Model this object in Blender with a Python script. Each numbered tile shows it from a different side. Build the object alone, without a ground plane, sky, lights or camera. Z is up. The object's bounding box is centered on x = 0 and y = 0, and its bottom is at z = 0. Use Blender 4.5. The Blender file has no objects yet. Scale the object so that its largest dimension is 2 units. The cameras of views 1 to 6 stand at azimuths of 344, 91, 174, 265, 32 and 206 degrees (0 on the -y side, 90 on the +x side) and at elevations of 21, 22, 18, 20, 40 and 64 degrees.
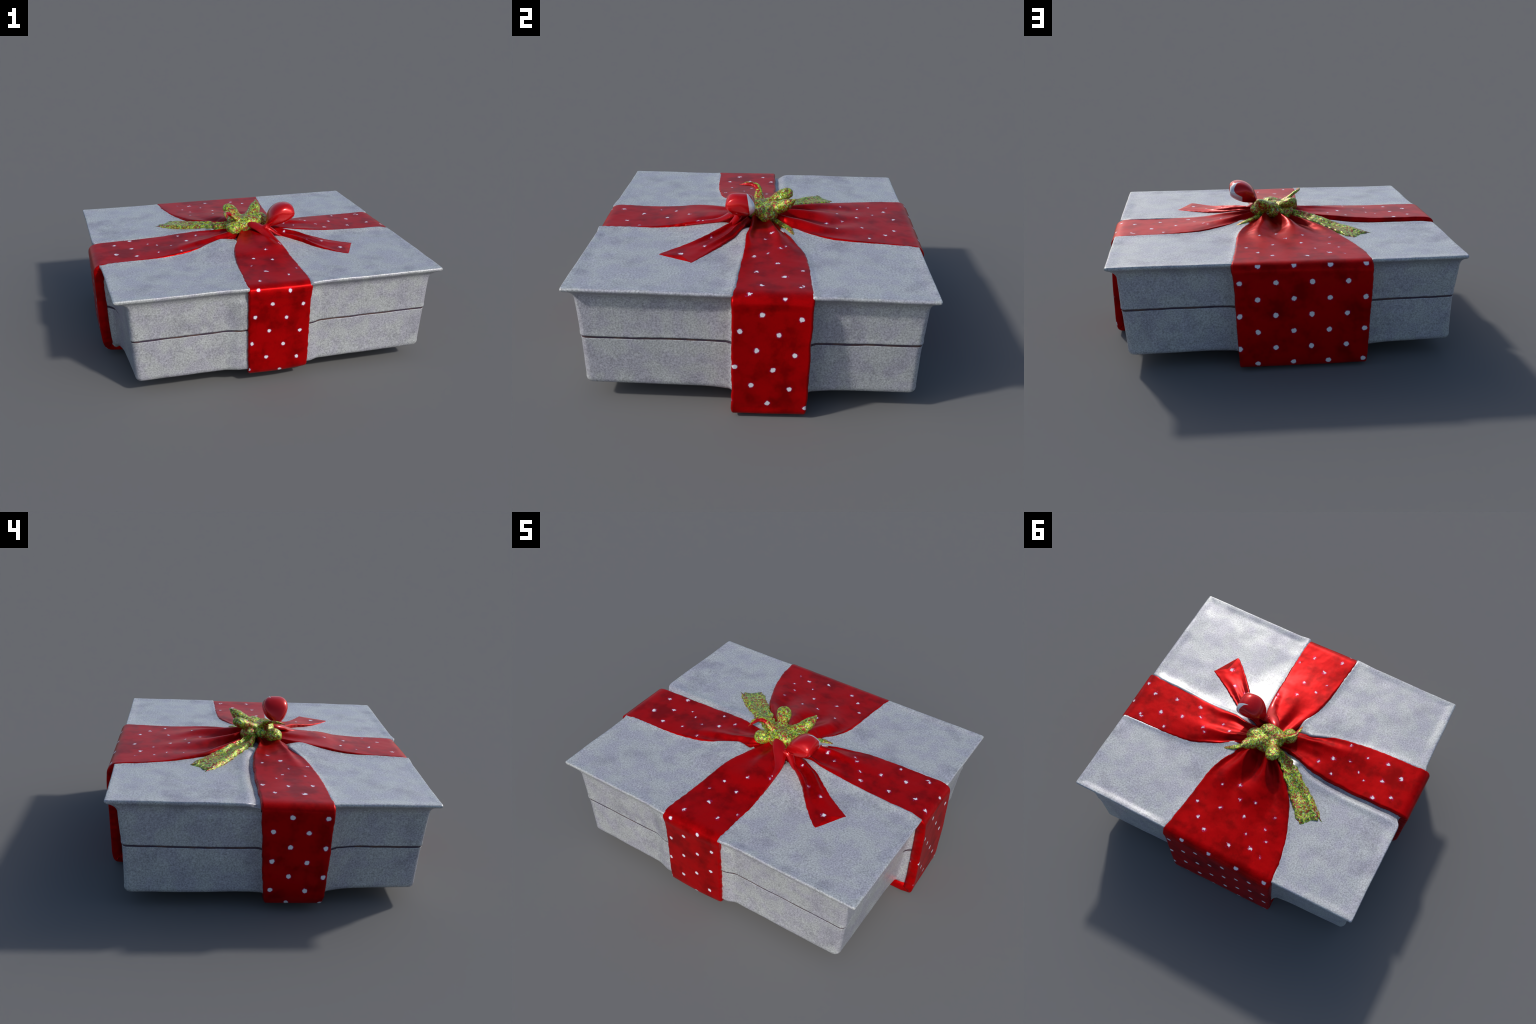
"""A flat silver gift box with a lid, tied with a red polka-dot ribbon that
gathers under a green glitter bow.  Everything is lofted from profiles."""
import bpy, math, random
import numpy as np
from mathutils import Vector, noise

random.seed(7)
noise.seed_set(7)


# ----------------------------------------------------------------- helpers
def n3(p, scale, seed=0.0):
    return noise.noise(Vector((p[0] * scale + seed, p[1] * scale - seed * 0.7, p[2] * scale + seed * 1.3)))


def fbm(p, scale, seed=0.0):
    return n3(p, scale, seed) + 0.5 * n3(p, scale * 2.1, seed + 5) + 0.25 * n3(p, scale * 4.3, seed + 9)


def smooth(a, b, x):
    t = min(1.0, max(0.0, (x - a) / (b - a)))
    return t * t * (3 - 2 * t)


def interp(xs, ys, x):
    return float(np.interp(x, xs, ys))


def catmull(points, samples, even=True):
    """Resample control rows (any width) along a centripetal-like spline."""
    P = np.array(points, float)
    seg = np.linalg.norm(np.diff(P[:, :3], axis=0), axis=1) ** 0.5 + 1e-6
    t = np.concatenate([[0], np.cumsum(seg)])
    m = np.zeros_like(P)
    for i in range(len(P)):
        a, b = max(0, i - 1), min(len(P) - 1, i + 1)
        m[i] = (P[b] - P[a]) / (t[b] - t[a])
    out = []
    for k in range(len(P) - 1):
        h = t[k + 1] - t[k]
        for s in np.linspace(0, 1, 24, endpoint=False):
            h00, h10 = 2 * s**3 - 3 * s**2 + 1, s**3 - 2 * s**2 + s
            h01, h11 = -2 * s**3 + 3 * s**2, s**3 - s**2
            out.append(h00 * P[k] + h10 * h * m[k] + h01 * P[k + 1] + h11 * h * m[k + 1])
    out.append(P[-1])
    out = np.array(out)
    d = np.concatenate([[0], np.cumsum(np.linalg.norm(np.diff(out[:, :3], axis=0), axis=1))])
    want = np.linspace(0, d[-1], samples)
    return np.stack([np.interp(want, d, out[:, c]) for c in range(out.shape[1])], axis=1)


def mesh_object(name, verts, faces, mat, parent, smooth_shade=True):
    me = bpy.data.meshes.new(name)
    me.from_pydata([tuple(map(float, v)) for v in verts], [], faces)
    me.validate()
    me.update()
    me.materials.append(mat)
    if smooth_shade:
        me.polygons.foreach_set("use_smooth", [True] * len(me.polygons))
    ob = bpy.data.objects.new(name, me)
    bpy.context.scene.collection.objects.link(ob)
    ob.parent = parent
    return ob


def grid_faces(rows, cols, closed=False, flip=False):
    f = []
    for i in range(rows - 1):
        for j in range(cols if closed else cols - 1):
            k = (j + 1) % cols
            q = (i * cols + j, i * cols + k, (i + 1) * cols + k, (i + 1) * cols + j)
            f.append(q[::-1] if flip else q)
    return f


# --------------------------------------------------------------- materials
class Nodes:
    def __init__(self, name):
        self.mat = bpy.data.materials.new(name)
        self.mat.use_nodes = True
        self.t = self.mat.node_tree
        self.t.nodes.clear()
        self.out = self.t.nodes.new("ShaderNodeOutputMaterial")
        self.bsdf = self.t.nodes.new("ShaderNodeBsdfPrincipled")
        self.t.links.new(self.bsdf.outputs[0], self.out.inputs[0])
        self.pos = self.t.nodes.new("ShaderNodeTexCoord").outputs["Object"]

    def put(self, sock, v):
        if isinstance(v, bpy.types.NodeSocket):
            self.t.links.new(v, sock)
        else:
            sock.default_value = v

    def math(self, op, a, b=0.0, c=None, clamp=False):
        n = self.t.nodes.new("ShaderNodeMath")
        n.operation = op
        n.use_clamp = clamp
        self.put(n.inputs[0], a)
        self.put(n.inputs[1], b)
        if c is not None:
            self.put(n.inputs[2], c)
        return n.outputs[0]

    def vmath(self, op, a, b=None, out=0):
        n = self.t.nodes.new("ShaderNodeVectorMath")
        n.operation = op
        self.put(n.inputs[0], a)
        if b is not None:
            self.put(n.inputs[1], b)
        return n.outputs[out]

    def split(self, v):
        n = self.t.nodes.new("ShaderNodeSeparateXYZ")
        self.put(n.inputs[0], v)
        return n.outputs

    def noise(self, scale, detail=2.0, rough=0.5, vec=None, colour=False):
        n = self.t.nodes.new("ShaderNodeTexNoise")
        self.put(n.inputs["Vector"], vec if vec is not None else self.pos)
        n.inputs["Scale"].default_value = scale
        n.inputs["Detail"].default_value = detail
        n.inputs["Roughness"].default_value = rough
        return n.outputs["Color" if colour else "Fac"]

    def ramp(self, fac, lo, hi):
        n = self.t.nodes.new("ShaderNodeMapRange")
        n.interpolation_type = "SMOOTHSTEP"
        self.put(n.inputs["Value"], fac)
        n.inputs["From Min"].default_value = lo
        n.inputs["From Max"].default_value = hi
        return n.outputs["Result"]

    def mix(self, fac, a, b):
        n = self.t.nodes.new("ShaderNodeMix")
        n.data_type = "RGBA"
        self.put(n.inputs["Factor"], fac)
        for s, v in (("A", a), ("B", b)):
            sock = next(i for i in n.inputs if i.name == s and i.type == "RGBA")
            self.put(sock, (*v, 1.0) if isinstance(v, tuple) and len(v) == 3 else v)
        return next(o for o in n.outputs if o.type == "RGBA")

    def bump(self, height, strength, dist):
        n = self.t.nodes.new("ShaderNodeBump")
        n.inputs["Strength"].default_value = strength
        n.inputs["Distance"].default_value = dist
        self.put(n.inputs["Height"], height)
        self.put(self.bsdf.inputs["Normal"], n.outputs[0])

    def set(self, **k):
        for a, v in k.items():
            a = a.replace("_", " ")
            self.put(self.bsdf.inputs[a], (*v, 1.0) if isinstance(v, tuple) and len(v) == 3 else v)
        return self.mat


RED = (0.37, 0.001, 0.002)
RED_DEEP = (0.20, 0.0005, 0.001)
DOT = (0.62, 0.62, 0.66)
SILVER_A, SILVER_B, SILVER_C = (0.365, 0.380, 0.385), (0.330, 0.332, 0.372), (0.215, 0.214, 0.255)


def silver_paper():
    m = Nodes("silver_paper")
    blotch = m.noise(6.0, 4, 0.6)
    tint = m.noise(9.0, 3, 0.55, m.vmath("ADD", m.pos, (3.1, 1.7, 0.4)))
    grain = m.noise(120.0, 3, 0.75)
    smudge = m.noise(4.3, 5, 0.62, m.vmath("ADD", m.pos, (-2.0, 5.0, 1.0)))
    c = m.mix(m.ramp(tint, 0.4, 0.62), SILVER_A, SILVER_B)
    c = m.mix(m.math("MULTIPLY", m.ramp(blotch, 0.48, 0.72), 0.55), c, SILVER_C)
    c = m.mix(m.math("MULTIPLY", m.ramp(smudge, 0.66, 0.78), 0.5), c, (0.15, 0.15, 0.19))
    g = m.math("MULTIPLY_ADD", m.math("SUBTRACT", grain, 0.5), 2.2, 1.0)
    c = m.vmath("MULTIPLY", c, m.vmath("SCALE", (1, 1, 1), None))
    n = c.node
    sc = n.inputs[1].links[0].from_node
    m.put(sc.inputs["Scale"], g)
    m.bump(grain, 0.05, 0.004)
    return m.set(Base_Color=c, Roughness=m.math("MULTIPLY_ADD", blotch, 0.25, 0.26), Metallic=0.12)


def red_base(m):
    """Satin red with deeper clouds; returns its colour."""
    cloud = m.noise(9.0, 4, 0.6, m.vmath("ADD", m.pos, (1.3, 0.2, 2.2)))
    fine = m.noise(150.0, 2, 0.6)
    c = m.mix(m.ramp(cloud, 0.42, 0.7), RED, RED_DEEP)
    return m.mix(m.math("MULTIPLY", m.ramp(fine, 0.4, 0.75), 0.25), c, RED_DEEP)


def lattice_dots(m, u, v, U, V, u0, v0, radius):
    """Mask of a staggered lattice of dots: rows V apart, U apart in a row."""
    def cell(x, period):
        f = m.math("FRACT", m.math("ADD", m.math("DIVIDE", x, period), 0.5))
        return m.math("MULTIPLY", m.math("SUBTRACT", f, 0.5), period)

    ds = []
    for k in (0.0, 0.5):
        a = cell(m.math("SUBTRACT", u, u0 + k * U), U)
        b = cell(m.math("SUBTRACT", v, v0 + k * 2 * V), 2 * V)
        ds.append(m.math("SQRT", m.math("ADD", m.math("MULTIPLY", a, a), m.math("MULTIPLY", b, b))))
    d = m.math("MINIMUM", ds[0], ds[1])
    wob = m.math("MULTIPLY", m.math("SUBTRACT", m.noise(55, 3, 0.7), 0.5), 0.016)
    return m.ramp(m.math("ADD", d, wob), radius, radius - 0.003), m.ramp(m.math("ADD", d, wob), radius + 0.005, radius - 0.002)


def dotted_red(name, axis, lattice, flecks, glitter=None):
    """Ribbon cloth: a lattice of dots down the side, worn flecks on top."""
    m = Nodes(name)
    c = red_base(m)
    x, y, z = m.split(m.pos)
    side = m.ramp(z, 0.606, 0.601)
    U, V, u0, v0, shear, tilt, r = lattice
    h = m.math("SUBTRACT", z, 0.34)
    along = x if axis == "x" else y
    u = m.math("SUBTRACT", along, m.math("MULTIPLY", h, shear))
    v = m.math("SUBTRACT", z, m.math("MULTIPLY", m.math("SUBTRACT", along, u0), tilt))
    dot, halo = lattice_dots(m, u, v, U, V, u0, v0, r)
    flat = m.vmath("MULTIPLY", m.pos, (1, 1, 0))
    warp = m.vmath("SCALE", m.vmath("SUBTRACT", m.noise(55, 3, 0.7, colour=True), (0.5, 0.5, 0.5)), None)
    warp.node.inputs["Scale"].default_value = 0.045
    p = m.vmath("MULTIPLY", m.vmath("ADD", flat, warp), (1, 1, 0))
    near = None
    for fx, fy, size in flecks:
        d = m.math("SUBTRACT", m.vmath("DISTANCE", p, (fx, fy, 0), out=1), size)
        near = d if near is None else m.math("MINIMUM", near, d)
    fleck, fhalo = m.ramp(near, 0.002, -0.002), m.ramp(near, 0.010, 0.0)
    top = m.math("SUBTRACT", 1.0, side)
    # printed on the outer face only, not on the rolled-in edges
    nrm = m.split(m.t.nodes.new("ShaderNodeNewGeometry").outputs["Normal"])
    side = m.math("MULTIPLY", side, m.ramp(m.math("ABSOLUTE", nrm[0 if axis == "y" else 1]), 0.40, 0.55))
    top = m.math("MULTIPLY", top, m.ramp(nrm[2], 0.40, 0.55))
    mask = m.math("ADD", m.math("MULTIPLY", dot, side), m.math("MULTIPLY", fleck, top), clamp=True)
    hmask = m.math("ADD", m.math("MULTIPLY", halo, side), m.math("MULTIPLY", fhalo, top), clamp=True)
    c = m.mix(m.math("MULTIPLY", hmask, 0.45), c, (0.30, 0.03, 0.16))
    c = m.mix(mask, c, DOT)
    if glitter:
        c = glitter_patch(m, c, *glitter)
    m.bump(m.noise(10, 2, 0.5), 0.10, 0.02)
    return m.set(Base_Color=c, Roughness=0.34, Metallic=m.math("MULTIPLY_ADD", mask, -0.3, 0.3), Specular_IOR_Level=0.4, Specular_Tint=(1.0, 0.06, 0.06))


GREENS = ((0.40, 0.56, 0.03), (0.035, 0.13, 0.015), (0.46, 0.62, 0.42))


def glitter_colour(m, red_amount=0.5):
    """Speckled lime, leaf green, pale mint and red foil flakes."""
    a = m.noise(75, 4, 0.8)
    b = m.noise(80, 3, 0.8, m.vmath("ADD", m.pos, (4, 2, 1)))
    c = m.mix(m.ramp(a, 0.47, 0.55), GREENS[0], GREENS[1])
    c = m.mix(m.ramp(b, 0.57, 0.64), c, GREENS[2])
    big = m.noise(24, 2, 0.6, m.vmath("ADD", m.pos, (1, 7, 3)))
    r = m.math("ADD", m.math("MULTIPLY", m.noise(75, 4, 0.85, m.vmath("ADD", m.pos, (9, 3, 5))), 0.85), m.math("MULTIPLY", big, 0.25))
    return m.mix(m.ramp(r, 0.635 - red_amount * 0.16, 0.665 - red_amount * 0.16), c, (0.30, 0.022, 0.012))


def glitter_patch(m, c, p0, p1, width, amount):
    """Stray flakes along the segment p0-p1 on another material."""
    ab = (p1[0] - p0[0], p1[1] - p0[1], 0)
    L2 = ab[0] ** 2 + ab[1] ** 2
    d = m.vmath("SUBTRACT", m.vmath("MULTIPLY", m.pos, (1, 1, 0)), (p0[0], p0[1], 0))
    t = m.math("DIVIDE", m.vmath("DOT_PRODUCT", d, ab, out=1), L2, clamp=True)
    s = m.vmath("SCALE", ab, None)
    m.put(s.node.inputs["Scale"], t)
    dist = m.vmath("DISTANCE", d, s, out=1)
    fade = m.ramp(dist, width, 0.0)
    flake = m.ramp(m.math("ADD", m.noise(80, 4, 0.75), m.math("MULTIPLY", fade, amount)), 0.80, 0.88)
    return m.mix(flake, c, glitter_colour(m, 0.2))


def glitter_foil():
    m = Nodes("green_glitter")
    c = glitter_colour(m, 0.48)
    m.bump(m.noise(130, 3, 0.7), 0.4, 0.008)
    return m.set(Base_Color=c, Roughness=0.3, Metallic=0.3)


def gloss_red():
    m = Nodes("gloss_red")
    c = m.mix(m.ramp(m.noise(10, 2), 0.4, 0.7), (0.42, 0.004, 0.008), RED)
    return m.set(Base_Color=c, Roughness=0.24, Metallic=0.4, Specular_IOR_Level=0.4)


def loop_red(c, a, t):
    """Gloss red with a pale selvedge stripe along one edge of the loop."""
    m = Nodes("loop_red")
    d = m.vmath("SUBTRACT", m.pos, tuple(c))
    up, outward = m.vmath("DOT_PRODUCT", d, tuple(t), out=1), m.vmath("DOT_PRODUCT", d, tuple(0.75 * a - 0.66 * t), out=1)
    q = m.math("MULTIPLY_ADD", up, 0.45, m.split(d)[1])
    wide = m.math("MULTIPLY_ADD", up, -0.26, 0.0125)
    band = m.math("SUBTRACT", m.math("ABSOLUTE", m.math("SUBTRACT", q, 0.051)), wide)
    stripe = m.math("MULTIPLY", m.ramp(band, 0.001, -0.001), m.ramp(outward, 0.004, 0.010))
    c = m.mix(stripe, (0.46, 0.003, 0.005), (0.58, 0.58, 0.60))
    return m.set(Base_Color=c, Roughness=0.22, Metallic=0.3, Specular_IOR_Level=0.4)


# ------------------------------------------------------------ ribbon layout
# Each arm: rows of (left edge xyz, right edge xyz) from the knot, over the
# lid, down the side and under the box.
def rows(*r):
    return [list(a) for a in r]


ARMS = {
    "+x": rows(
        (0.06, -0.05, 0.672, 0.06, 0.05, 0.672), (0.13, -0.05, 0.660, 0.13, 0.085, 0.662),
        (0.21, -0.058, 0.652, 0.21, 0.12, 0.652), (0.30, -0.075, 0.643, 0.31, 0.175, 0.640),
        (0.48, -0.072, 0.625, 0.50, 0.243, 0.622), (0.72, -0.088, 0.616, 0.74, 0.265, 0.615),
        (0.88, -0.088, 0.616, 0.88, 0.272, 0.615), (0.935, -0.092, 0.613, 0.935, 0.274, 0.612),
        (0.968, -0.094, 0.600, 0.968, 0.274, 0.597), (0.985, -0.094, 0.580, 0.982, 0.273, 0.576),
        (0.992, -0.092, 0.54, 0.986, 0.272, 0.54), (0.996, -0.090, 0.48, 0.988, 0.270, 0.48),
        (0.998, -0.090, 0.33, 0.993, 0.266, 0.33), (0.999, -0.089, 0.15, 0.991, 0.262, 0.15),
        (0.996, -0.088, 0.065, 0.988, 0.260, 0.065), (0.982, -0.087, 0.020, 0.974, 0.258, 0.020),
        (0.93, -0.086, 0.009, 0.93, 0.257, 0.009), (0.80, -0.086, 0.010, 0.80, 0.255, 0.010),
        (0.60, -0.08, 0.03, 0.60, 0.25, 0.03), (0.30, -0.08, 0.05, 0.30, 0.25, 0.05)),
    "-x": rows(
        (-0.05, 0.03, 0.672, -0.05, -0.06, 0.672), (-0.12, 0.015, 0.662, -0.12, -0.13, 0.660),
        (-0.20, 0.033, 0.654, -0.20, -0.165, 0.652), (-0.33, 0.062, 0.645, -0.33, -0.225, 0.640),
        (-0.59, 0.070, 0.626, -0.59, -0.282, 0.619), (-0.80, 0.064, 0.623, -0.80, -0.298, 0.616),
        (-0.91, 0.061, 0.622, -0.90, -0.304, 0.614), (-0.965, 0.060, 0.615, -0.958, -0.306, 0.611),
        (-0.990, 0.059, 0.596, -0.988, -0.306, 0.592), (-0.996, 0.058, 0.57, -0.997, -0.305, 0.565),
        (-0.993, 0.056, 0.53, -0.995, -0.304, 0.53), (-0.988, 0.050, 0.43, -0.991, -0.300, 0.43),
        (-0.981, 0.040, 0.27, -0.984, -0.294, 0.27), (-0.975, 0.030, 0.15, -0.974, -0.288, 0.15),
        (-0.955, 0.022, 0.080, -0.962, -0.284, 0.085), (-0.930, 0.018, 0.044, -0.935, -0.281, 0.050),
        (-0.86, 0.018, 0.034, -0.86, -0.28, 0.038), (-0.70, 0.02, 0.036, -0.70, -0.28, 0.040),
        (-0.50, 0.02, 0.04, -0.50, -0.28, 0.04), (-0.25, 0.02, 0.05, -0.25, -0.28, 0.05)),
    "+y": rows(
        (0.07, 0.04, 0.672, -0.06, 0.04, 0.672), (0.12, 0.10, 0.660, -0.09, 0.095, 0.660),
        (0.185, 0.18, 0.648, -0.19, 0.18, 0.648), (0.245, 0.31, 0.636, -0.29, 0.31, 0.636),
        (0.272, 0.483, 0.621, -0.378, 0.50, 0.621), (0.288, 0.64, 0.617, -0.42, 0.65, 0.617),
        (0.305, 0.775, 0.615, -0.438, 0.775, 0.615), (0.312, 0.820, 0.612, -0.443, 0.820, 0.612),
        (0.312, 0.842, 0.598, -0.443, 0.845, 0.598), (0.311, 0.854, 0.57, -0.442, 0.862, 0.57),
        (0.304, 0.852, 0.53, -0.440, 0.866, 0.53), (0.300, 0.852, 0.46, -0.438, 0.866, 0.46),
        (0.292, 0.856, 0.33, -0.434, 0.858, 0.33), (0.282, 0.860, 0.15, -0.430, 0.848, 0.15),
        (0.276, 0.860, 0.070, -0.428, 0.842, 0.055), (0.274, 0.842, 0.026, -0.426, 0.825, 0.018),
        (0.272, 0.80, 0.013, -0.425, 0.785, 0.009), (0.27, 0.68, 0.014, -0.42, 0.68, 0.012),
        (0.26, 0.50, 0.04, -0.40, 0.50, 0.04), (0.25, 0.25, 0.05, -0.35, 0.25, 0.05)),
    "-y": rows(
        (-0.05, -0.05, 0.672, 0.06, -0.06, 0.678), (-0.085, -0.13, 0.660, 0.11, -0.14, 0.668),
        (-0.125, -0.22, 0.655, 0.13, -0.22, 0.660), (-0.155, -0.31, 0.650, 0.142, -0.32, 0.654),
        (-0.173, -0.39, 0.643, 0.149, -0.39, 0.646), (-0.186, -0.47, 0.630, 0.153, -0.47, 0.630),
        (-0.202, -0.62, 0.618, 0.160, -0.60, 0.618),
        (-0.216, -0.78, 0.616, 0.160, -0.77, 0.614), (-0.219, -0.830, 0.613, 0.158, -0.824, 0.611),
        (-0.218, -0.858, 0.600, 0.157, -0.852, 0.595), (-0.216, -0.864, 0.57, 0.155, -0.858, 0.57),
        (-0.214, -0.854, 0.53, 0.153, -0.850, 0.53), (-0.212, -0.846, 0.45, 0.152, -0.844, 0.45),
        (-0.210, -0.838, 0.30, 0.150, -0.836, 0.30), (-0.208, -0.832, 0.15, 0.148, -0.830, 0.15),
        (-0.206, -0.826, 0.086, 0.146, -0.824, 0.092), (-0.204, -0.805, 0.062, 0.144, -0.805, 0.068),
        (-0.20, -0.76, 0.054, 0.14, -0.76, 0.058), (-0.20, -0.65, 0.06, 0.14, -0.65, 0.06),
        (-0.20, -0.30, 0.06, 0.14, -0.30, 0.06)),
}


# Where the outer face of each ribbon stands, to make the box swell towards it.
def side_profile(key):
    a = 0 if key[1] == "x" else 1
    r = [row for row in ARMS[key] if row[2] < 0.612 and abs(row[a]) > 0.82]
    r = sorted(r, key=lambda q: q[2])
    z = [q[2] for q in r]
    out = [abs(q[a] + q[a + 3]) / 2 for q in r]
    e1 = [min(q[1 - a], q[4 - a]) for q in r]
    e2 = [max(q[1 - a], q[4 - a]) for q in r]
    return z, out, e1, e2


SIDES = {k: side_profile(k) for k in ARMS}


def top_edges(key):
    a = 0 if key[1] == "x" else 1
    r = [row for row in ARMS[key] if row[2] > 0.605 and abs(row[a]) > 0.15]
    r = sorted(r, key=lambda q: abs(q[a]))
    s = [abs(q[a]) for q in r]
    lo = [min(q[1 - a], q[4 - a]) for q in r]
    hi = [max(q[1 - a], q[4 - a]) for q in r]
    return s, lo, hi


TOPS = {k: top_edges(k) for k in ARMS}


# --------------------------------------------------------------- box bodies
CORNER_Z = (0.09, 0.35, 0.545, 0.606)
# corner order: -x-y, +x-y, +x+y, -x+y
CORNERS = (
    ((-0.838, -0.795), (-0.858, -0.805), (-0.872, -0.820), (-0.945, -0.853)),
    ((0.881, -0.786), (0.896, -0.794), (0.903, -0.811), (0.961, -0.853)),
    ((0.872, 0.777), (0.896, 0.784), (0.906, 0.794), (0.962, 0.831)),
    ((-0.923, 0.730), (-0.928, 0.742), (-0.944, 0.757), (-0.968, 0.818)),
)


def corners_at(z):
    return [np.array([interp(CORNER_Z, [c[k][i] for k in range(4)], z) for i in (0, 1)]) for c in CORNERS]


def ring(cs, radius, inset, n_side=170, n_arc=10):
    """Points and outward normals round a quad with rounded corners."""
    pts, nrm = [], []
    ctr = sum(cs) / 4
    inner = []
    for i in range(4):
        p, a, b = cs[i], cs[i - 1], cs[(i + 1) % 4]
        inner.append(p)
    for i in range(4):
        p, prev, nxt = cs[i], cs[i - 1], cs[(i + 1) % 4]
        d0 = (p - prev) / np.linalg.norm(p - prev)
        d1 = (nxt - p) / np.linalg.norm(nxt - p)
        n0, n1 = np.array([d0[1], -d0[0]]), np.array([d1[1], -d1[0]])
        c = p - (d0 * 0 + n0 + n1) * (radius + inset)
        a0, a1 = math.atan2(n0[1], n0[0]), math.atan2(n1[1], n1[0])
        if a1 < a0:
            a1 += 2 * math.pi
        for t in np.linspace(0, 1, n_arc):
            a = a0 + (a1 - a0) * t
            d = np.array([math.cos(a), math.sin(a)])
            pts.append(c + d * radius)
            nrm.append(d)
        q = nxt
        d2 = cs[(i + 2) % 4] - q
        d2 /= np.linalg.norm(d2)
        n2 = np.array([d2[1], -d2[0]])
        cq = q - (n1 + n2) * (radius + inset)
        s, e = c + n1 * radius, cq + n1 * radius
        for t in np.linspace(0, 1, n_side + 1)[1:-1]:
            pts.append(s + (e - s) * t)
            nrm.append(n1)
    return pts, nrm


def swell(p, nrm, z, keep, reach):
    """How far the wall flares out to meet the ribbon on its side."""
    best = 0.0
    for key, (zs, out, e1, e2) in SIDES.items():
        a = 0 if key[1] == "x" else 1
        sgn = 1 if key[0] == "+" else -1
        if nrm[a] * sgn < 0.9:
            continue
        t = p[1 - a]
        lo, hi = interp(zs, e1, z) + 0.030, interp(zs, e2, z) - 0.030
        d = max(lo - t, t - hi, 0.0)
        gap = interp(zs, out, z) - keep - p[a] * sgn
        if gap > 0:
            near = gap * math.exp(-((d / (reach * (1.3 if key == '-x' and t < lo else 1.0))) ** 1.2))
            best = max(best, near, 0.13 * gap * math.exp(-((d / 0.11) ** 2)))
    return best


def top_relief(x, y):
    """Small fillets and grooves of the lid beside the ribbons, soft dents."""
    h = 0.0
    for key, (s, lo, hi) in TOPS.items():
        a = 0 if key[1] == "x" else 1
        sgn = 1 if key[0] == "+" else -1
        q, t = (x, y)[a] * sgn, (x, y)[1 - a]
        if q < 0.12:
            continue
        l, u = interp(s, lo, q), interp(s, hi, q)
        fade = smooth(0.12, 0.3, q)
        d = max(l - t, t - u, 0.0)
        h -= 0.026 * smooth(0.010, 0.026, min(t - l, u - t))
        low_side = t < (l + u) / 2
        if key == "-x" and not low_side:
            h -= fade * 0.014 * math.exp(-(((d - 0.012) / 0.022) ** 2))
            h += fade * 0.004 * math.exp(-(((d - 0.06) / 0.025) ** 2))
        elif key == "+x" and low_side:
            h += fade * 0.012 * math.exp(-d / 0.028)
        else:
            h += fade * 0.006 * math.exp(-d / 0.02)
    r = math.hypot(x, y + 0.01)  # the paper is drawn up towards the knot
    h += (0.055 * math.exp(-((r / 0.20) ** 2)) + 0.030 * math.exp(-((r / 0.42) ** 4))) * (0.25 + 0.75 * smooth(0.11, 0.27, r))
    h += 0.012 * math.exp(-(((x + 0.22) ** 2 + (y + 0.27) ** 2) / 0.03))
    h += 0.0028 * fbm((x, y, 0.3), 3.0, 4.0) + 0.0002 * fbm((x, y, 0.1), 12, 2.0)
    return h


def wall_point(p, nrm, z, keep, reach, lump=0.003):
    o = swell(p, nrm, z, keep, reach)
    q = (p[0], p[1], z)
    o += lump * fbm(q, 3.0, 1.0) + 0.0005 * fbm(q, 17, 6.0)
    if nrm[0] < -0.9:  # the left wall bellies out behind its ribbon
        o += 0.016 * smooth(0.6, 0.5, z) * smooth(0.65, 0.3, p[1]) * smooth(-0.45, -0.2, p[1])
    if nrm[1] < -0.9:  # and so does the front wall
        o += 0.020 * smooth(0.6, 0.5, z) * smooth(-0.34, -0.235, p[0]) * smooth(0.23, 0.165, p[0])
    return np.array([p[0] + nrm[0] * o, p[1] + nrm[1] * o])


def seam_wave(p):
    """The lid sits slightly askew and its lower edge is not quite straight."""
    return 0.0065 * p[1] / 0.8 + 0.0028 * fbm((p[0], p[1], 0.0), 5.0, 3.0)


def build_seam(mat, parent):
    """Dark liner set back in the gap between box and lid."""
    verts = []
    prof = ((0.336, 0.010, 0.047), (0.341, 0.0035, 0.040), (0.350, 0.0035, 0.040), (0.358, 0.010, 0.047), (0.358, 0.050, 0.09), (0.338, 0.050, 0.09))
    for z, inset, keep in prof:
        pts, nrm = ring(corners_at(0.347), 0.028, inset)
        for p, d in zip(pts, nrm):
            o = wall_point(p, d, 0.347, keep, 0.028)
            verts.append((o[0], o[1], z + seam_wave(p)))
    n = len(pts)
    faces = grid_faces(len(prof), n, True)
    faces += [((len(prof) - 1) * n + j, (len(prof) - 1) * n + (j + 1) % n, (j + 1) % n, j) for j in range(n)]
    return mesh_object("lid_seam", verts, faces, mat, parent)


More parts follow.
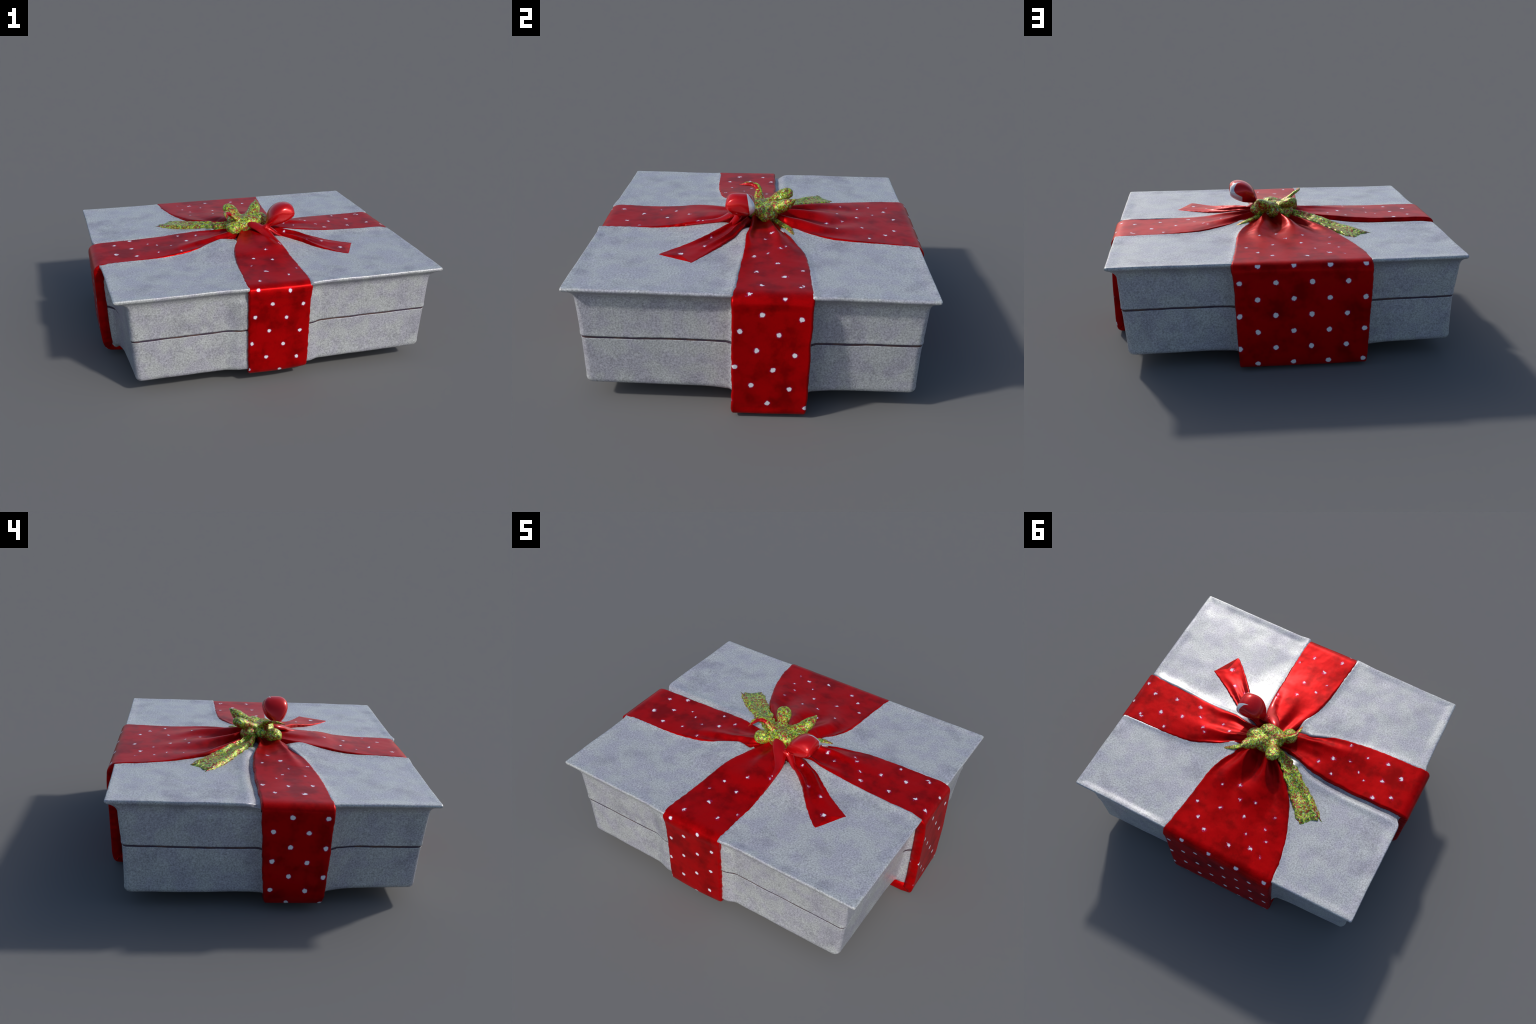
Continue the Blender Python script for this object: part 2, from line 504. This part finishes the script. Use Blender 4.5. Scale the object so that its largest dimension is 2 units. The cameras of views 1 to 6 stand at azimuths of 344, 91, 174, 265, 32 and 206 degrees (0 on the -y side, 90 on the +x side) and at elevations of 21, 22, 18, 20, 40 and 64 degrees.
def build_lid(mat, parent):
    # profile: (z, z used for the corners, extra inset, corner radius, ribbon allowance)
    prof = [(0.395, 0.36, 0.060, 0.02, 0.09), (0.3555, 0.36, 0.055, 0.02, 0.085), (0.3535, 0.36, 0.010, 0.025, 0.048),
            (0.3530, 0.36, 0.004, 0.028, 0.038), (0.3542, 0.36, -0.0005, 0.03, 0.032), (0.359, 0.36, -0.001, 0.03, 0.031), (0.365, 0.364, -0.001, 0.03, 0.031)]
    for z in np.linspace(0.376, 0.530, 16):
        prof.append((z, z, 0.0, interp((0.37, 0.53), (0.032, 0.026), z), 0.032))
    prof += [(0.541, 0.545, 0.0, 0.024, 0.030), (0.552, 0.5495, 0.0, 0.022, 0.030), (0.562, 0.5565, 0.0, 0.020, 0.030),
             (0.571, 0.566, 0.0, 0.018, 0.030), (0.579, 0.578, 0.0, 0.016, 0.030), (0.585, 0.590, 0.0, 0.014, 0.030),
             (0.589, 0.599, 0.0, 0.012, 0.03), (0.594, 0.6045, 0.0, 0.011, 0.03), (0.599, 0.606, 0.0, 0.011, 0.03),
             (0.603, 0.6055, 0.0, 0.011, 0.03), (0.6065, 0.603, 0.0, 0.011, 0.03), (0.6085, 0.599, 0.0, 0.011, 0.03),
             (0.6085, 0.595, 0.0, 0.011, 0.03)]
    verts, n = [], None
    last2d = None
    for z, zc, inset, rad, keep in prof:
        pts, nrm = ring(corners_at(zc), rad, inset)
        n = len(pts)
        row = []
        rim = smooth(0.575, 0.6, z)
        for p, d in zip(pts, nrm):
            q = wall_point(p, d, min(z, 0.56), keep, 0.026, 0.0025)
            zz = z + (0.0025 + 0.003 * fbm((p[0], p[1], 0.0), 4.0, 8.0)) * smooth(0.5, 0.6, z)
            if z < 0.40:
                zz += seam_wave(p) + 0.0010 * fbm((p[0], p[1], 0.0), 30.0, 3.0)
            # notch in the rim beside the -x ribbon
            if d[0] < -0.9 and rim > 0:
                g = math.exp(-((max(p[1] - 0.075, 0.0) / 0.035) ** 2)) * smooth(0.04, 0.06, p[1])
                q[0] += 0.030 * g * rim
                zz -= 0.018 * g * rim
            for key, (zs, out, e1, e2) in SIDES.items():
                a, sg = (0 if key[1] == "x" else 1), (1 if key[0] == "+" else -1)
                if rim > 0 and d[a] * sg > 0.9:
                    inside = smooth(0.006, 0.022, min(p[1 - a] - e1[-1], e2[-1] - p[1 - a]))
                    zz -= 0.026 * inside * rim
                    q[a] -= sg * 0.014 * inside * rim
            row.append(q)
            verts.append((q[0], q[1], zz))
        last2d = row
    # top: concentric rings drawn in to the centre
    rings = 90
    ctr = np.array([0.0, -0.01])
    base = np.array([v for v in verts[-n:]])
    steps = 1 - (1 - np.linspace(0, 1, rings + 1)[1:]) ** 1.0
    for t in steps[:-1]:
        for j in range(n):
            q = last2d[j] + (ctr - last2d[j]) * t
            k = smooth(0.0, 0.06, t)
            z = base[j][2] * (1 - k) + 0.6080 * k + top_relief(q[0], q[1]) * k
            verts.append((q[0], q[1], z))
    rows_n = len(prof) + rings - 1
    faces = grid_faces(rows_n, n, True)
    verts.append((ctr[0], ctr[1], 0.6080 + top_relief(*ctr)))
    tip, s = len(verts) - 1, (rows_n - 1) * n
    faces += [(s + j, s + (j + 1) % n, tip) for j in range(n)]
    return mesh_object("lid", verts, faces, mat, parent)


def build_base(mat, parent):
    prof = [(0.085, 0.09, 0.065, 0.02), (0.085, 0.09, 0.035, 0.03), (0.087, 0.09, 0.018, 0.03), (0.094, 0.09, 0.007, 0.032),
            (0.103, 0.095, 0.002, 0.034), (0.115, 0.105, 0.0, 0.035)]
    for z in np.linspace(0.13, 0.325, 22):
        prof.append((z, z, 0.002, 0.034))
    prof += [(0.335, 0.335, 0.002, 0.032), (0.3385, 0.339, 0.002, 0.03), (0.3410, 0.341, 0.002, 0.03), (0.3420, 0.342, 0.003, 0.029),
             (0.3424, 0.342, 0.040, 0.024), (0.348, 0.35, 0.044, 0.024), (0.40, 0.36, 0.060, 0.02)]
    verts, under = [], []
    for i, (z, zc, inset, rad) in enumerate(prof):
        pts, nrm = ring(corners_at(zc), rad, inset)
        n = len(pts)
        for p, d in zip(pts, nrm):
            keep = 0.034 + 0.004 * smooth(0.31, 0.341, z) + 0.03 * smooth(0.3421, 0.348, z)
            o = wall_point(p, d, z, keep, 0.024)
            sw = swell(p, d, max(z, 0.1), 0.034, 0.012)
            drop = smooth(0.16, 0.085, z) * min(0.03, 0.6 * sw) * (0.35 if d[1] < -0.9 else 1.0)
            zz = z + (seam_wave(p) + 0.0018 * fbm((p[0], p[1], 0.0), 7.0, 21.0)) * smooth(0.25, 0.34, z) - drop + 0.0012 * fbm((p[0], p[1], 0.0), 3.0, 12.0) * smooth(0.2, 0.1, z)
            verts.append((o[0], o[1], zz))
    first = verts[:n]
    faces = grid_faces(len(prof), n, True)
    # underside closed towards the middle
    off, rings = len(verts), 12
    for k in range(1, rings):
        t = k / rings
        for j in range(n):
            x, y, z = first[j]
            verts.append((x * (1 - t), y * (1 - t), z * (1 - t) + 0.088 * t))
    under = [(j, (j + 1) % n) for j in range(n)]
    faces += [(b, a, off + a, off + b) for a, b in under]
    for k in range(rings - 2):
        s = off + k * n
        faces += [(s + b, s + a, s + n + a, s + n + b) for a, b in under]
    verts.append((0, 0, 0.088))
    s, tip = off + (rings - 2) * n, len(verts) - 1
    faces += [(s + b, s + a, tip) for a, b in under]
    # inner deck under the lid
    s = (len(prof) - 1) * n
    verts.append((0, 0, 0.40))
    faces += [(s + j, s + (j + 1) % n, len(verts) - 1) for j in range(n)]
    return mesh_object("box", verts, faces, mat, parent)


# ------------------------------------------------------------------- ribbon
def strip(name, rows_in, mat, parent, samples, across, depth, lip, seed, gather=0.0, gather_len=0.25, waves=6, ragged=0.003,
          lumps=0.0012, crown=0.0, end_cut=None, edge_lift=0.0, sag=0.0):
    """A solid band lofted through pairs of edge points, with rolled edges,
    gathers that die away from the knot, and skirts that go inwards."""
    R = catmull(rows_in, samples)
    L, Rt = R[:, :3].copy(), R[:, 3:6].copy()
    C = (L + Rt) / 2
    tan = np.gradient(C, axis=0)
    tan /= np.linalg.norm(tan, axis=1)[:, None]
    arc = np.concatenate([[0], np.cumsum(np.linalg.norm(np.diff(C, axis=0), axis=1))])
    verts = []
    vs = np.sin(np.linspace(-math.pi / 2, math.pi / 2, across))
    vs = 0.55 * vs + 0.45 * np.linspace(-1, 1, across)
    skirts = (0.5, 1.0)
    for i in range(samples):
        w = Rt[i] - L[i]
        W = np.linalg.norm(w)
        u = w / W
        nn = np.cross(tan[i], u)
        nn /= np.linalg.norm(nn)
        if i == 0:
            sgn = 1 if nn[2] > 0 else -1
        nn *= sgn
        j0 = ragged * n3((arc[i], seed, 0), 38, seed) + ragged * 1.4 * n3((arc[i], seed, 3), 11, seed)
        j1 = ragged * n3((arc[i], seed, 7), 38, seed + 3) + ragged * 1.4 * n3((arc[i], seed, 9), 11, seed + 3)
        Lp, Rp = L[i] + u * j0, Rt[i] + u * j1
        row = []
        dep = depth(arc[i] / arc[-1], C[i]) if callable(depth) else depth
        g = gather * math.exp(-((max(arc[i] - 0.1, 0.0) / gather_len) ** 2)) if gather else 0.0
        for v in vs:
            f = (v + 1) / 2
            p = Lp + (Rp - Lp) * f
            e = (1 - abs(v)) * W / 2
            fall = lip - math.sqrt(max(lip * lip - max(lip - e, 0.0) ** 2, 0.0)) if e < lip else 0.0
            h = -fall + (crown * smooth(0.75, 0.2, arc[i]) + sag * smooth(0.595, 0.54, p[2]) * smooth(0.02, 0.06, p[2])) * (1 - v * v)
            h += edge_lift * abs(v) ** 4 * math.exp(-((arc[i] - 0.30) / 0.12) ** 2)
            if g:
                ph = waves * v + 2.2 * n3((arc[i] * 3, v, seed), 1.5, seed)
                h += g * (math.sin(ph) * (1 - abs(v) ** 6))
            h += lumps * fbm((p[0], p[1], p[2]), 5.0, seed) * smooth(0, 0.02, e)
            if end_cut:
                p = p + tan[i] * end_cut(arc[i] / arc[-1], v)
            row.append(p + nn * h)
        a, b = row[0], row[-1]
        left = [a - nn * dep * s + u * 0.004 * s for s in skirts]
        right = [b - nn * dep * s - u * 0.004 * s for s in skirts]
        verts += left[::-1] + row + right
    cols = across + 4
    faces = grid_faces(samples, cols, False, sgn > 0)
    # inner face and ends
    for i in range(samples - 1):
        a, b = i * cols, (i + 1) * cols
        q = (a, b, b + cols - 1, a + cols - 1)
        faces.append(q if sgn < 0 else q[::-1])
    faces.append(tuple(range(cols)))
    faces.append(tuple(range((samples - 1) * cols, samples * cols))[::-1])
    ob = mesh_object(name, verts, faces, mat, parent)
    return ob


# ---------------------------------------------------------------- bow parts
def tube(verts, faces, path, ring_n=20):
    """Append a closed tapered tube; path rows: x y z, half width, half
    thickness, and the direction of the width (xyz)."""
    P = catmull(path, 40)
    base = len(verts)
    tan = np.gradient(P[:, :3], axis=0)
    tan /= np.linalg.norm(tan, axis=1)[:, None]
    for i, r in enumerate(P):
        w = r[5:8] - tan[i] * np.dot(r[5:8], tan[i])
        w /= np.linalg.norm(w)
        t = np.cross(tan[i], w)
        for k in range(ring_n):
            a = 2 * math.pi * k / ring_n
            verts.append(r[:3] + w * max(r[3], 0.001) * math.cos(a) + t * max(r[4], 0.001) * math.sin(a))
    m = len(P)
    for f in grid_faces(m, ring_n, True):
        faces.append(tuple(base + q for q in f))
    faces.append(tuple(base + q for q in range(ring_n))[::-1])
    faces.append(tuple(base + (m - 1) * ring_n + q for q in range(ring_n)))


def ball(verts, faces, c, r):
    base, nu, nv = len(verts), 24, 14
    for i in range(1, nv):
        th = math.pi * i / nv
        for j in range(nu):
            ph = 2 * math.pi * j / nu
            verts.append(np.array(c) + np.array([r[0] * math.sin(th) * math.cos(ph), r[1] * math.sin(th) * math.sin(ph), r[2] * math.cos(th)]))
    for f in grid_faces(nv - 1, nu, True, True):
        faces.append(tuple(base + q for q in f))
    verts.append(np.array(c) + np.array([0, 0, r[2]]))
    verts.append(np.array(c) - np.array([0, 0, r[2]]))
    t = len(verts) - 2
    faces += [(base + j, base + (j + 1) % nu, t) for j in range(nu)]
    s = base + (nv - 2) * nu
    faces += [(s + (j + 1) % nu, s + j, t + 1) for j in range(nu)]


PETALS = {
    "upright": [(0.035, 0.040, 0.702, 0.052, 0.040, 0.9, -0.4, 0.1), (0.070, 0.088, 0.722, 0.044, 0.035, 0.9, -0.4, 0.1),
                (0.096, 0.128, 0.745, 0.038, 0.033, 0.9, -0.4, 0.1), (0.110, 0.158, 0.766, 0.026, 0.022, 0.9, -0.4, 0.1),
                (0.120, 0.188, 0.787, 0.005, 0.005, 0.9, -0.4, 0.1)],
    "round": [(-0.022, 0.02, 0.708, 0.042, 0.030, 1, 0.5, 0), (-0.042, 0.062, 0.724, 0.031, 0.024, 1, 0.5, 0),
              (-0.060, 0.100, 0.742, 0.042, 0.029, 1, 0.5, 0), (-0.075, 0.135, 0.757, 0.045, 0.029, 1, 0.5, 0),
              (-0.086, 0.158, 0.764, 0.032, 0.021, 1, 0.5, 0), (-0.092, 0.171, 0.766, 0.004, 0.004, 1, 0.5, 0)],
    "curled": [(-0.04, -0.01, 0.715, 0.034, 0.024, 0.2, 1, 0), (-0.078, -0.016, 0.745, 0.026, 0.014, 0.2, 1, 0),
               (-0.112, -0.022, 0.771, 0.020, 0.010, 0.1, 1, 0.3), (-0.140, -0.045, 0.783, 0.017, 0.009, -0.6, 0.5, 0.5),
               (-0.152, -0.088, 0.783, 0.013, 0.008, -0.8, 0.1, 0.5), (-0.155, -0.134, 0.775, 0.003, 0.003, -0.8, 0, 0.5)],
}


def build_bow(glit, red, parent):
    verts, faces = [], []
    ball(verts, faces, (0.005, -0.010, 0.688), (0.090, 0.080, 0.058))
    ball(verts, faces, (0.025, -0.025, 0.706), (0.072, 0.058, 0.046))
    ball(verts, faces, (-0.095, -0.070, 0.688), (0.050, 0.050, 0.042))
    ball(verts, faces, (0.092, 0.036, 0.696), (0.066, 0.056, 0.050))
    ball(verts, faces, (-0.055, 0.078, 0.684), (0.046, 0.046, 0.044))
    ball(verts, faces, (0.020, 0.070, 0.690), (0.060, 0.040, 0.044))
    for p in PETALS.values():
        tube(verts, faces, p)
    body = mesh_object("bow_body", verts, faces, glit, None)
    rm = body.modifiers.new("fuse", "REMESH")
    rm.mode, rm.voxel_size = "VOXEL", 0.0045
    sm = body.modifiers.new("soften", "SMOOTH")
    sm.factor, sm.iterations = 0.5, 4
    dg = bpy.context.evaluated_depsgraph_get()
    me = bpy.data.meshes.new_from_object(body.evaluated_get(dg))
    bpy.data.objects.remove(body)
    nv = len(me.vertices)
    co = np.zeros(nv * 3)
    me.vertices.foreach_get("co", co)
    co = co.reshape(-1, 3)
    no = np.array([v.normal[:] for v in me.vertices])
    for i in range(nv):
        co[i] += no[i] * (0.0026 * n3(co[i], 55, 2) + 0.0030 * n3(co[i], 24, 4))
    me.vertices.foreach_set("co", co.ravel())
    me.update()
    no = np.array([v.normal[:] for v in me.vertices])
    polys = [tuple(p.vertices) for p in me.polygons]
    # split by region: each petal starts a little way out from the hub
    paths = {k: catmull(p, 30)[:, :3] for k, p in PETALS.items()}
    groups = {"bow_center": [], **{k: [] for k in PETALS}}
    for f in polys:
        c = co[list(f)].mean(axis=0)
        best, where = 1.0, "bow_center"
        for k, P in paths.items():
            d = np.linalg.norm(P - c, axis=1)
            i = int(d.argmin())
            if d[i] < best and i >= 11 and d[i] < 0.042:
                best, where = d[i], k
        groups[where].append(f)
    bow = None
    for k, fs in groups.items():
        used = sorted({v for f in fs for v in f})
        idx = {v: i for i, v in enumerate(used)}
        ob = mesh_object("bow" if k == "bow_center" else "bow_petal", co[used], [tuple(idx[v] for v in f) for f in fs], glit, parent)
        m = ob.data
        if k == "curled":
            m.materials.append(red)
            for p in m.polygons:
                off = np.array(p.center[:]) - paths[k][np.linalg.norm(paths[k] - np.array(p.center[:]), axis=1).argmin()]
                if off.dot(np.array((0.5, -0.6, -0.45))) > -0.002:
                    p.material_index = 1
        m.normals_split_custom_set_from_vertices([tuple(no[v]) for v in used])
        if bow is None:
            bow = ob
        else:
            ob.parent = bow
    return bow


def build_loop(parent):
    base, c = np.array([0.098, -0.112, 0.692]), np.array([0.200, -0.100, 0.772])
    a = np.array([0.77, 0.06, 0.63])
    t = np.array([-0.63, 0.0, 0.77])
    path = []
    for x, y, z, hw, ht in ((0.098, -0.112, 0.692, 0.022, 0.016), (0.116, -0.110, 0.708, 0.024, 0.018), (0.138, -0.108, 0.730, 0.050, 0.036),
                            (0.165, -0.104, 0.754, 0.071, 0.055), (0.195, -0.101, 0.774, 0.080, 0.062), (0.225, -0.100, 0.784, 0.081, 0.060),
                            (0.250, -0.100, 0.789, 0.078, 0.052), (0.267, -0.100, 0.791, 0.070, 0.042), (0.277, -0.100, 0.792, 0.052, 0.030),
                            (0.281, -0.100, 0.792, 0.004, 0.004)):
        path.append((x, y, z, hw, ht, 0.05, 1.0, -0.05))
    verts, faces = [], []
    tube(verts, faces, path, 48)
    ax_w = np.array([0.0, 1.0, 0.0])
    # square the section slightly so that the loop has a flat face and a rim
    for i, v in enumerate(verts):
        r = v - c
        w, h = r[1] / 0.079, np.dot(r, t) / 0.059
        m = (abs(w) ** 5.0 + abs(h) ** 5.0) ** (1 / 5.0)
        l2 = math.hypot(w, h)
        if m > 1e-4:
            k = 0.95 + 0.55 * (l2 / m - 1)
            off = ax_w * r[1] + t * np.dot(r, t)
            verts[i] = v + off * (k - 1)
    return mesh_object("bow_loop", verts, faces, loop_red(c, a, t), parent)


def build():
    bpy.context.preferences.edit.use_global_undo = False
    root = bpy.data.objects.new("gift_box", None)
    bpy.context.scene.collection.objects.link(root)
    root["label"] = "flat silver gift box tied with red polka-dot ribbon and green glitter bow"
    root["category"] = "gift box"

    silver, glit, gloss = silver_paper(), glitter_foil(), gloss_red()
    build_base(silver, root)
    lid = build_lid(silver, root)
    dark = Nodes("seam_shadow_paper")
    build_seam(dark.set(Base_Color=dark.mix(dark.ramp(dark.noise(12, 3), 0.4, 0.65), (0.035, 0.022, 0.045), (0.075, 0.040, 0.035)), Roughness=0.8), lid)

    cloth = {
        "+x": dotted_red("ribbon_red_right", "y", (0.176, 0.089, 0.110, 0.432, 0.125, -0.10, 0.0125),
                         ((0.948, -0.016, .008), (0.864, 0.035, .009), (0.712, 0.008, .009), (0.54, -0.012, .007), (0.757, 0.141, .011),
                          (0.613, 0.104, .009), (0.868, 0.211, .007), (0.855, 0.225, .006), (0.682, 0.223, .007), (0.446, 0.116, .007),
                          (0.501, 0.054, .005), (0.339, 0.037, .005), (0.278, 0.065, .007), (0.42, 0.14, .005))),
        "-x": dotted_red("ribbon_red_left", "y", (0.176, 0.082, -0.094, 0.388, 0.0, 0.02, 0.0135),
                         ((-0.464, -0.227, .006), (-0.596, -0.2, .006), (-0.404, -0.086, .010), (-0.73, -0.223, .009), (-0.586, -0.078, .006),
                          (-0.747, -0.094, .009), (-0.847, -0.167, .012), (-0.44, 0.021, .006), (-0.741, 0.038, .010), (-0.842, -0.013, .010),
                          (-0.51, -0.12, .004), (-0.33, -0.02, .005), (-0.64, -0.04, .004)),
                         ((-0.12, -0.150), (-0.33, -0.232), 0.04, 0.24)),
        "+y": dotted_red("ribbon_red_back", "x", (0.192, 0.0925, 0.175, 0.417, 0.0, 0.0, 0.0150),
                         ((0.159, 0.666, .007), (-0.092, 0.538, .008), (0.063, 0.549, .008), (0.081, 0.722, .009), (-0.16, 0.631, .006),
                          (-0.1, 0.74, .009), (-0.227, 0.697, .009), 
                          (-0.267, 0.452, .004), (-0.248, 0.548, .006), (-0.292, 0.616, .004), (-0.113, 0.424, .004),
                          (-0.016, 0.447, .006), (0.217, 0.58, .006), (0.13, 0.41, .005), (0.03, 0.36, .007), (-0.31, 0.72, .004))),
        "-y": dotted_red("ribbon_red_front", "x", (0.184, 0.084, 0.000, 0.411, 0.085, -0.11, 0.0115),
                         ((0.055, -0.73, .008), (-0.129, -0.78, .008), (-0.057, -0.653, .010), (0.024, -0.51, .006), (-0.081, -0.475, .006),
                          (0.018, -0.39, .007), (0.13, -0.645, .005), (0.133, -0.30, .008), (0.128, -0.33, .006), (-0.12, -0.56, .003))),
    }
    depth_of = lambda f, c: 0.05 if c[2] > 0.59 else 0.045
    opts = {
        "+x": dict(sag=-0.010, gather=0.014, gather_len=0.24, waves=5.5, seed=11.0, crown=0.010),
        "-x": dict(sag=0.0, gather=0.012, gather_len=0.25, waves=4.5, seed=23.0, crown=0.006),
        "+y": dict(sag=-0.003, gather=0.022, gather_len=0.26, waves=8.5, seed=31.0, crown=0.006),
        "-y": dict(sag=0.006, gather=0.007, gather_len=0.20, waves=4.0, seed=47.0, crown=0.006),
    }
    ribbon = bpy.data.objects.new("ribbon", None)
    bpy.context.scene.collection.objects.link(ribbon)
    ribbon.parent = root
    for key, r in ARMS.items():
        strip("ribbon_band", r, cloth[key], ribbon, 300, 72, depth_of, 0.012, **opts[key])

    # loose ends lying on the lid
    plain = dotted_red("ribbon_red_end", "x", (5, 5, 0, 0, 0, 0, 0.001),
                       ((0.505, -0.375, .010), (0.42, -0.265, .007), (0.33, -0.24, .004), (0.22, -0.13, .004)))
    swallow = lambda f, v: -0.045 * (1 - abs(v)) * smooth(0.80, 1.0, f)
    frayed = lambda f, v: (-0.030 * (1 - abs(v)) + 0.055 * n3((v * 9.0, 1.7, 0.3), 1.0)) * smooth(0.80, 1.0, f)
    strip("ribbon_end", rows((0.075, -0.125, 0.680, 0.125, -0.045, 0.668), (0.133, -0.135, 0.672, 0.175, -0.065, 0.664),
                             (0.19, -0.175, 0.664, 0.232, -0.085, 0.662), (0.285, -0.245, 0.648, 0.335, -0.135, 0.644),
                             (0.387, -0.362, 0.621, 0.474, -0.231, 0.619), (0.519, -0.492, 0.6085, 0.622, -0.305, 0.6085)),
          plain, ribbon, 110, 40, 0.03, 0.008, 61.0, gather=0.011, gather_len=0.22, waves=4.2, ragged=0.004, lumps=0.003, end_cut=swallow)
    strip("ribbon_end", rows((-0.06, 0.085, 0.690, -0.085, 0.040, 0.690), (-0.09, 0.095, 0.682, -0.125, 0.050, 0.680),
                             (-0.145, 0.140, 0.668, -0.195, 0.078, 0.666), (-0.205, 0.195, 0.658, -0.285, 0.130, 0.650),
                             (-0.30, 0.30, 0.634, -0.405, 0.210, 0.626), (-0.42, 0.425, 0.610, -0.522, 0.318, 0.609)),
          glit, ribbon, 110, 40, 0.035, 0.010, 71.0, gather=0.010, gather_len=0.35, waves=4.0, ragged=0.014, lumps=0.010, end_cut=frayed)
    strip("ribbon_strand", rows((0.10, 0.05, 0.672, 0.085, 0.085, 0.672), (0.17, 0.115, 0.660, 0.155, 0.140, 0.660),
                                (0.215, 0.150, 0.652, 0.200, 0.172, 0.652), (0.268, 0.182, 0.630, 0.255, 0.196, 0.628)),
          glit, ribbon, 60, 14, 0.03, 0.006, 83.0, ragged=0.006, lumps=0.008)

    bow = build_bow(glit, gloss, root)
    build_loop(bow)
    # the tongue of ribbon that crosses the knot and runs into the front band
    verts, faces = [], []
    tube(verts, faces, [(0.010, -0.055, 0.706, 0.024, 0.020, 1, 0.1, 0), (0.028, -0.090, 0.706, 0.034, 0.018, 1, 0.1, 0),
                        (0.060, -0.128, 0.694, 0.038, 0.016, 0.9, 0.4, 0), (0.090, -0.168, 0.671, 0.034, 0.016, 0.9, 0.4, 0.1),
                        (0.110, -0.220, 0.653, 0.028, 0.013, 1, 0.3, 0.1), (0.122, -0.30, 0.644, 0.024, 0.011, 1, 0.2, 0.1),
                        (0.130, -0.40, 0.631, 0.022, 0.008, 1, 0.1, 0)], 28)
    mesh_object("bow_knot", verts, faces, gloss, bow)
    verts, faces = [], []
    tube(verts, faces, [(0.060, -0.120, 0.685, 0.030, 0.016, 0.5, 1, 0), (0.100, -0.112, 0.690, 0.026, 0.020, 0.4, 1, 0),
                        (0.128, -0.118, 0.678, 0.024, 0.016, 0.5, 1, 0), (0.170, -0.148, 0.654, 0.018, 0.010, 0.6, 1, 0),
                        (0.215, -0.180, 0.636, 0.008, 0.005, 0.6, 1, 0)], 28)
    mesh_object("bow_knot", verts, faces, gloss, bow)


build()
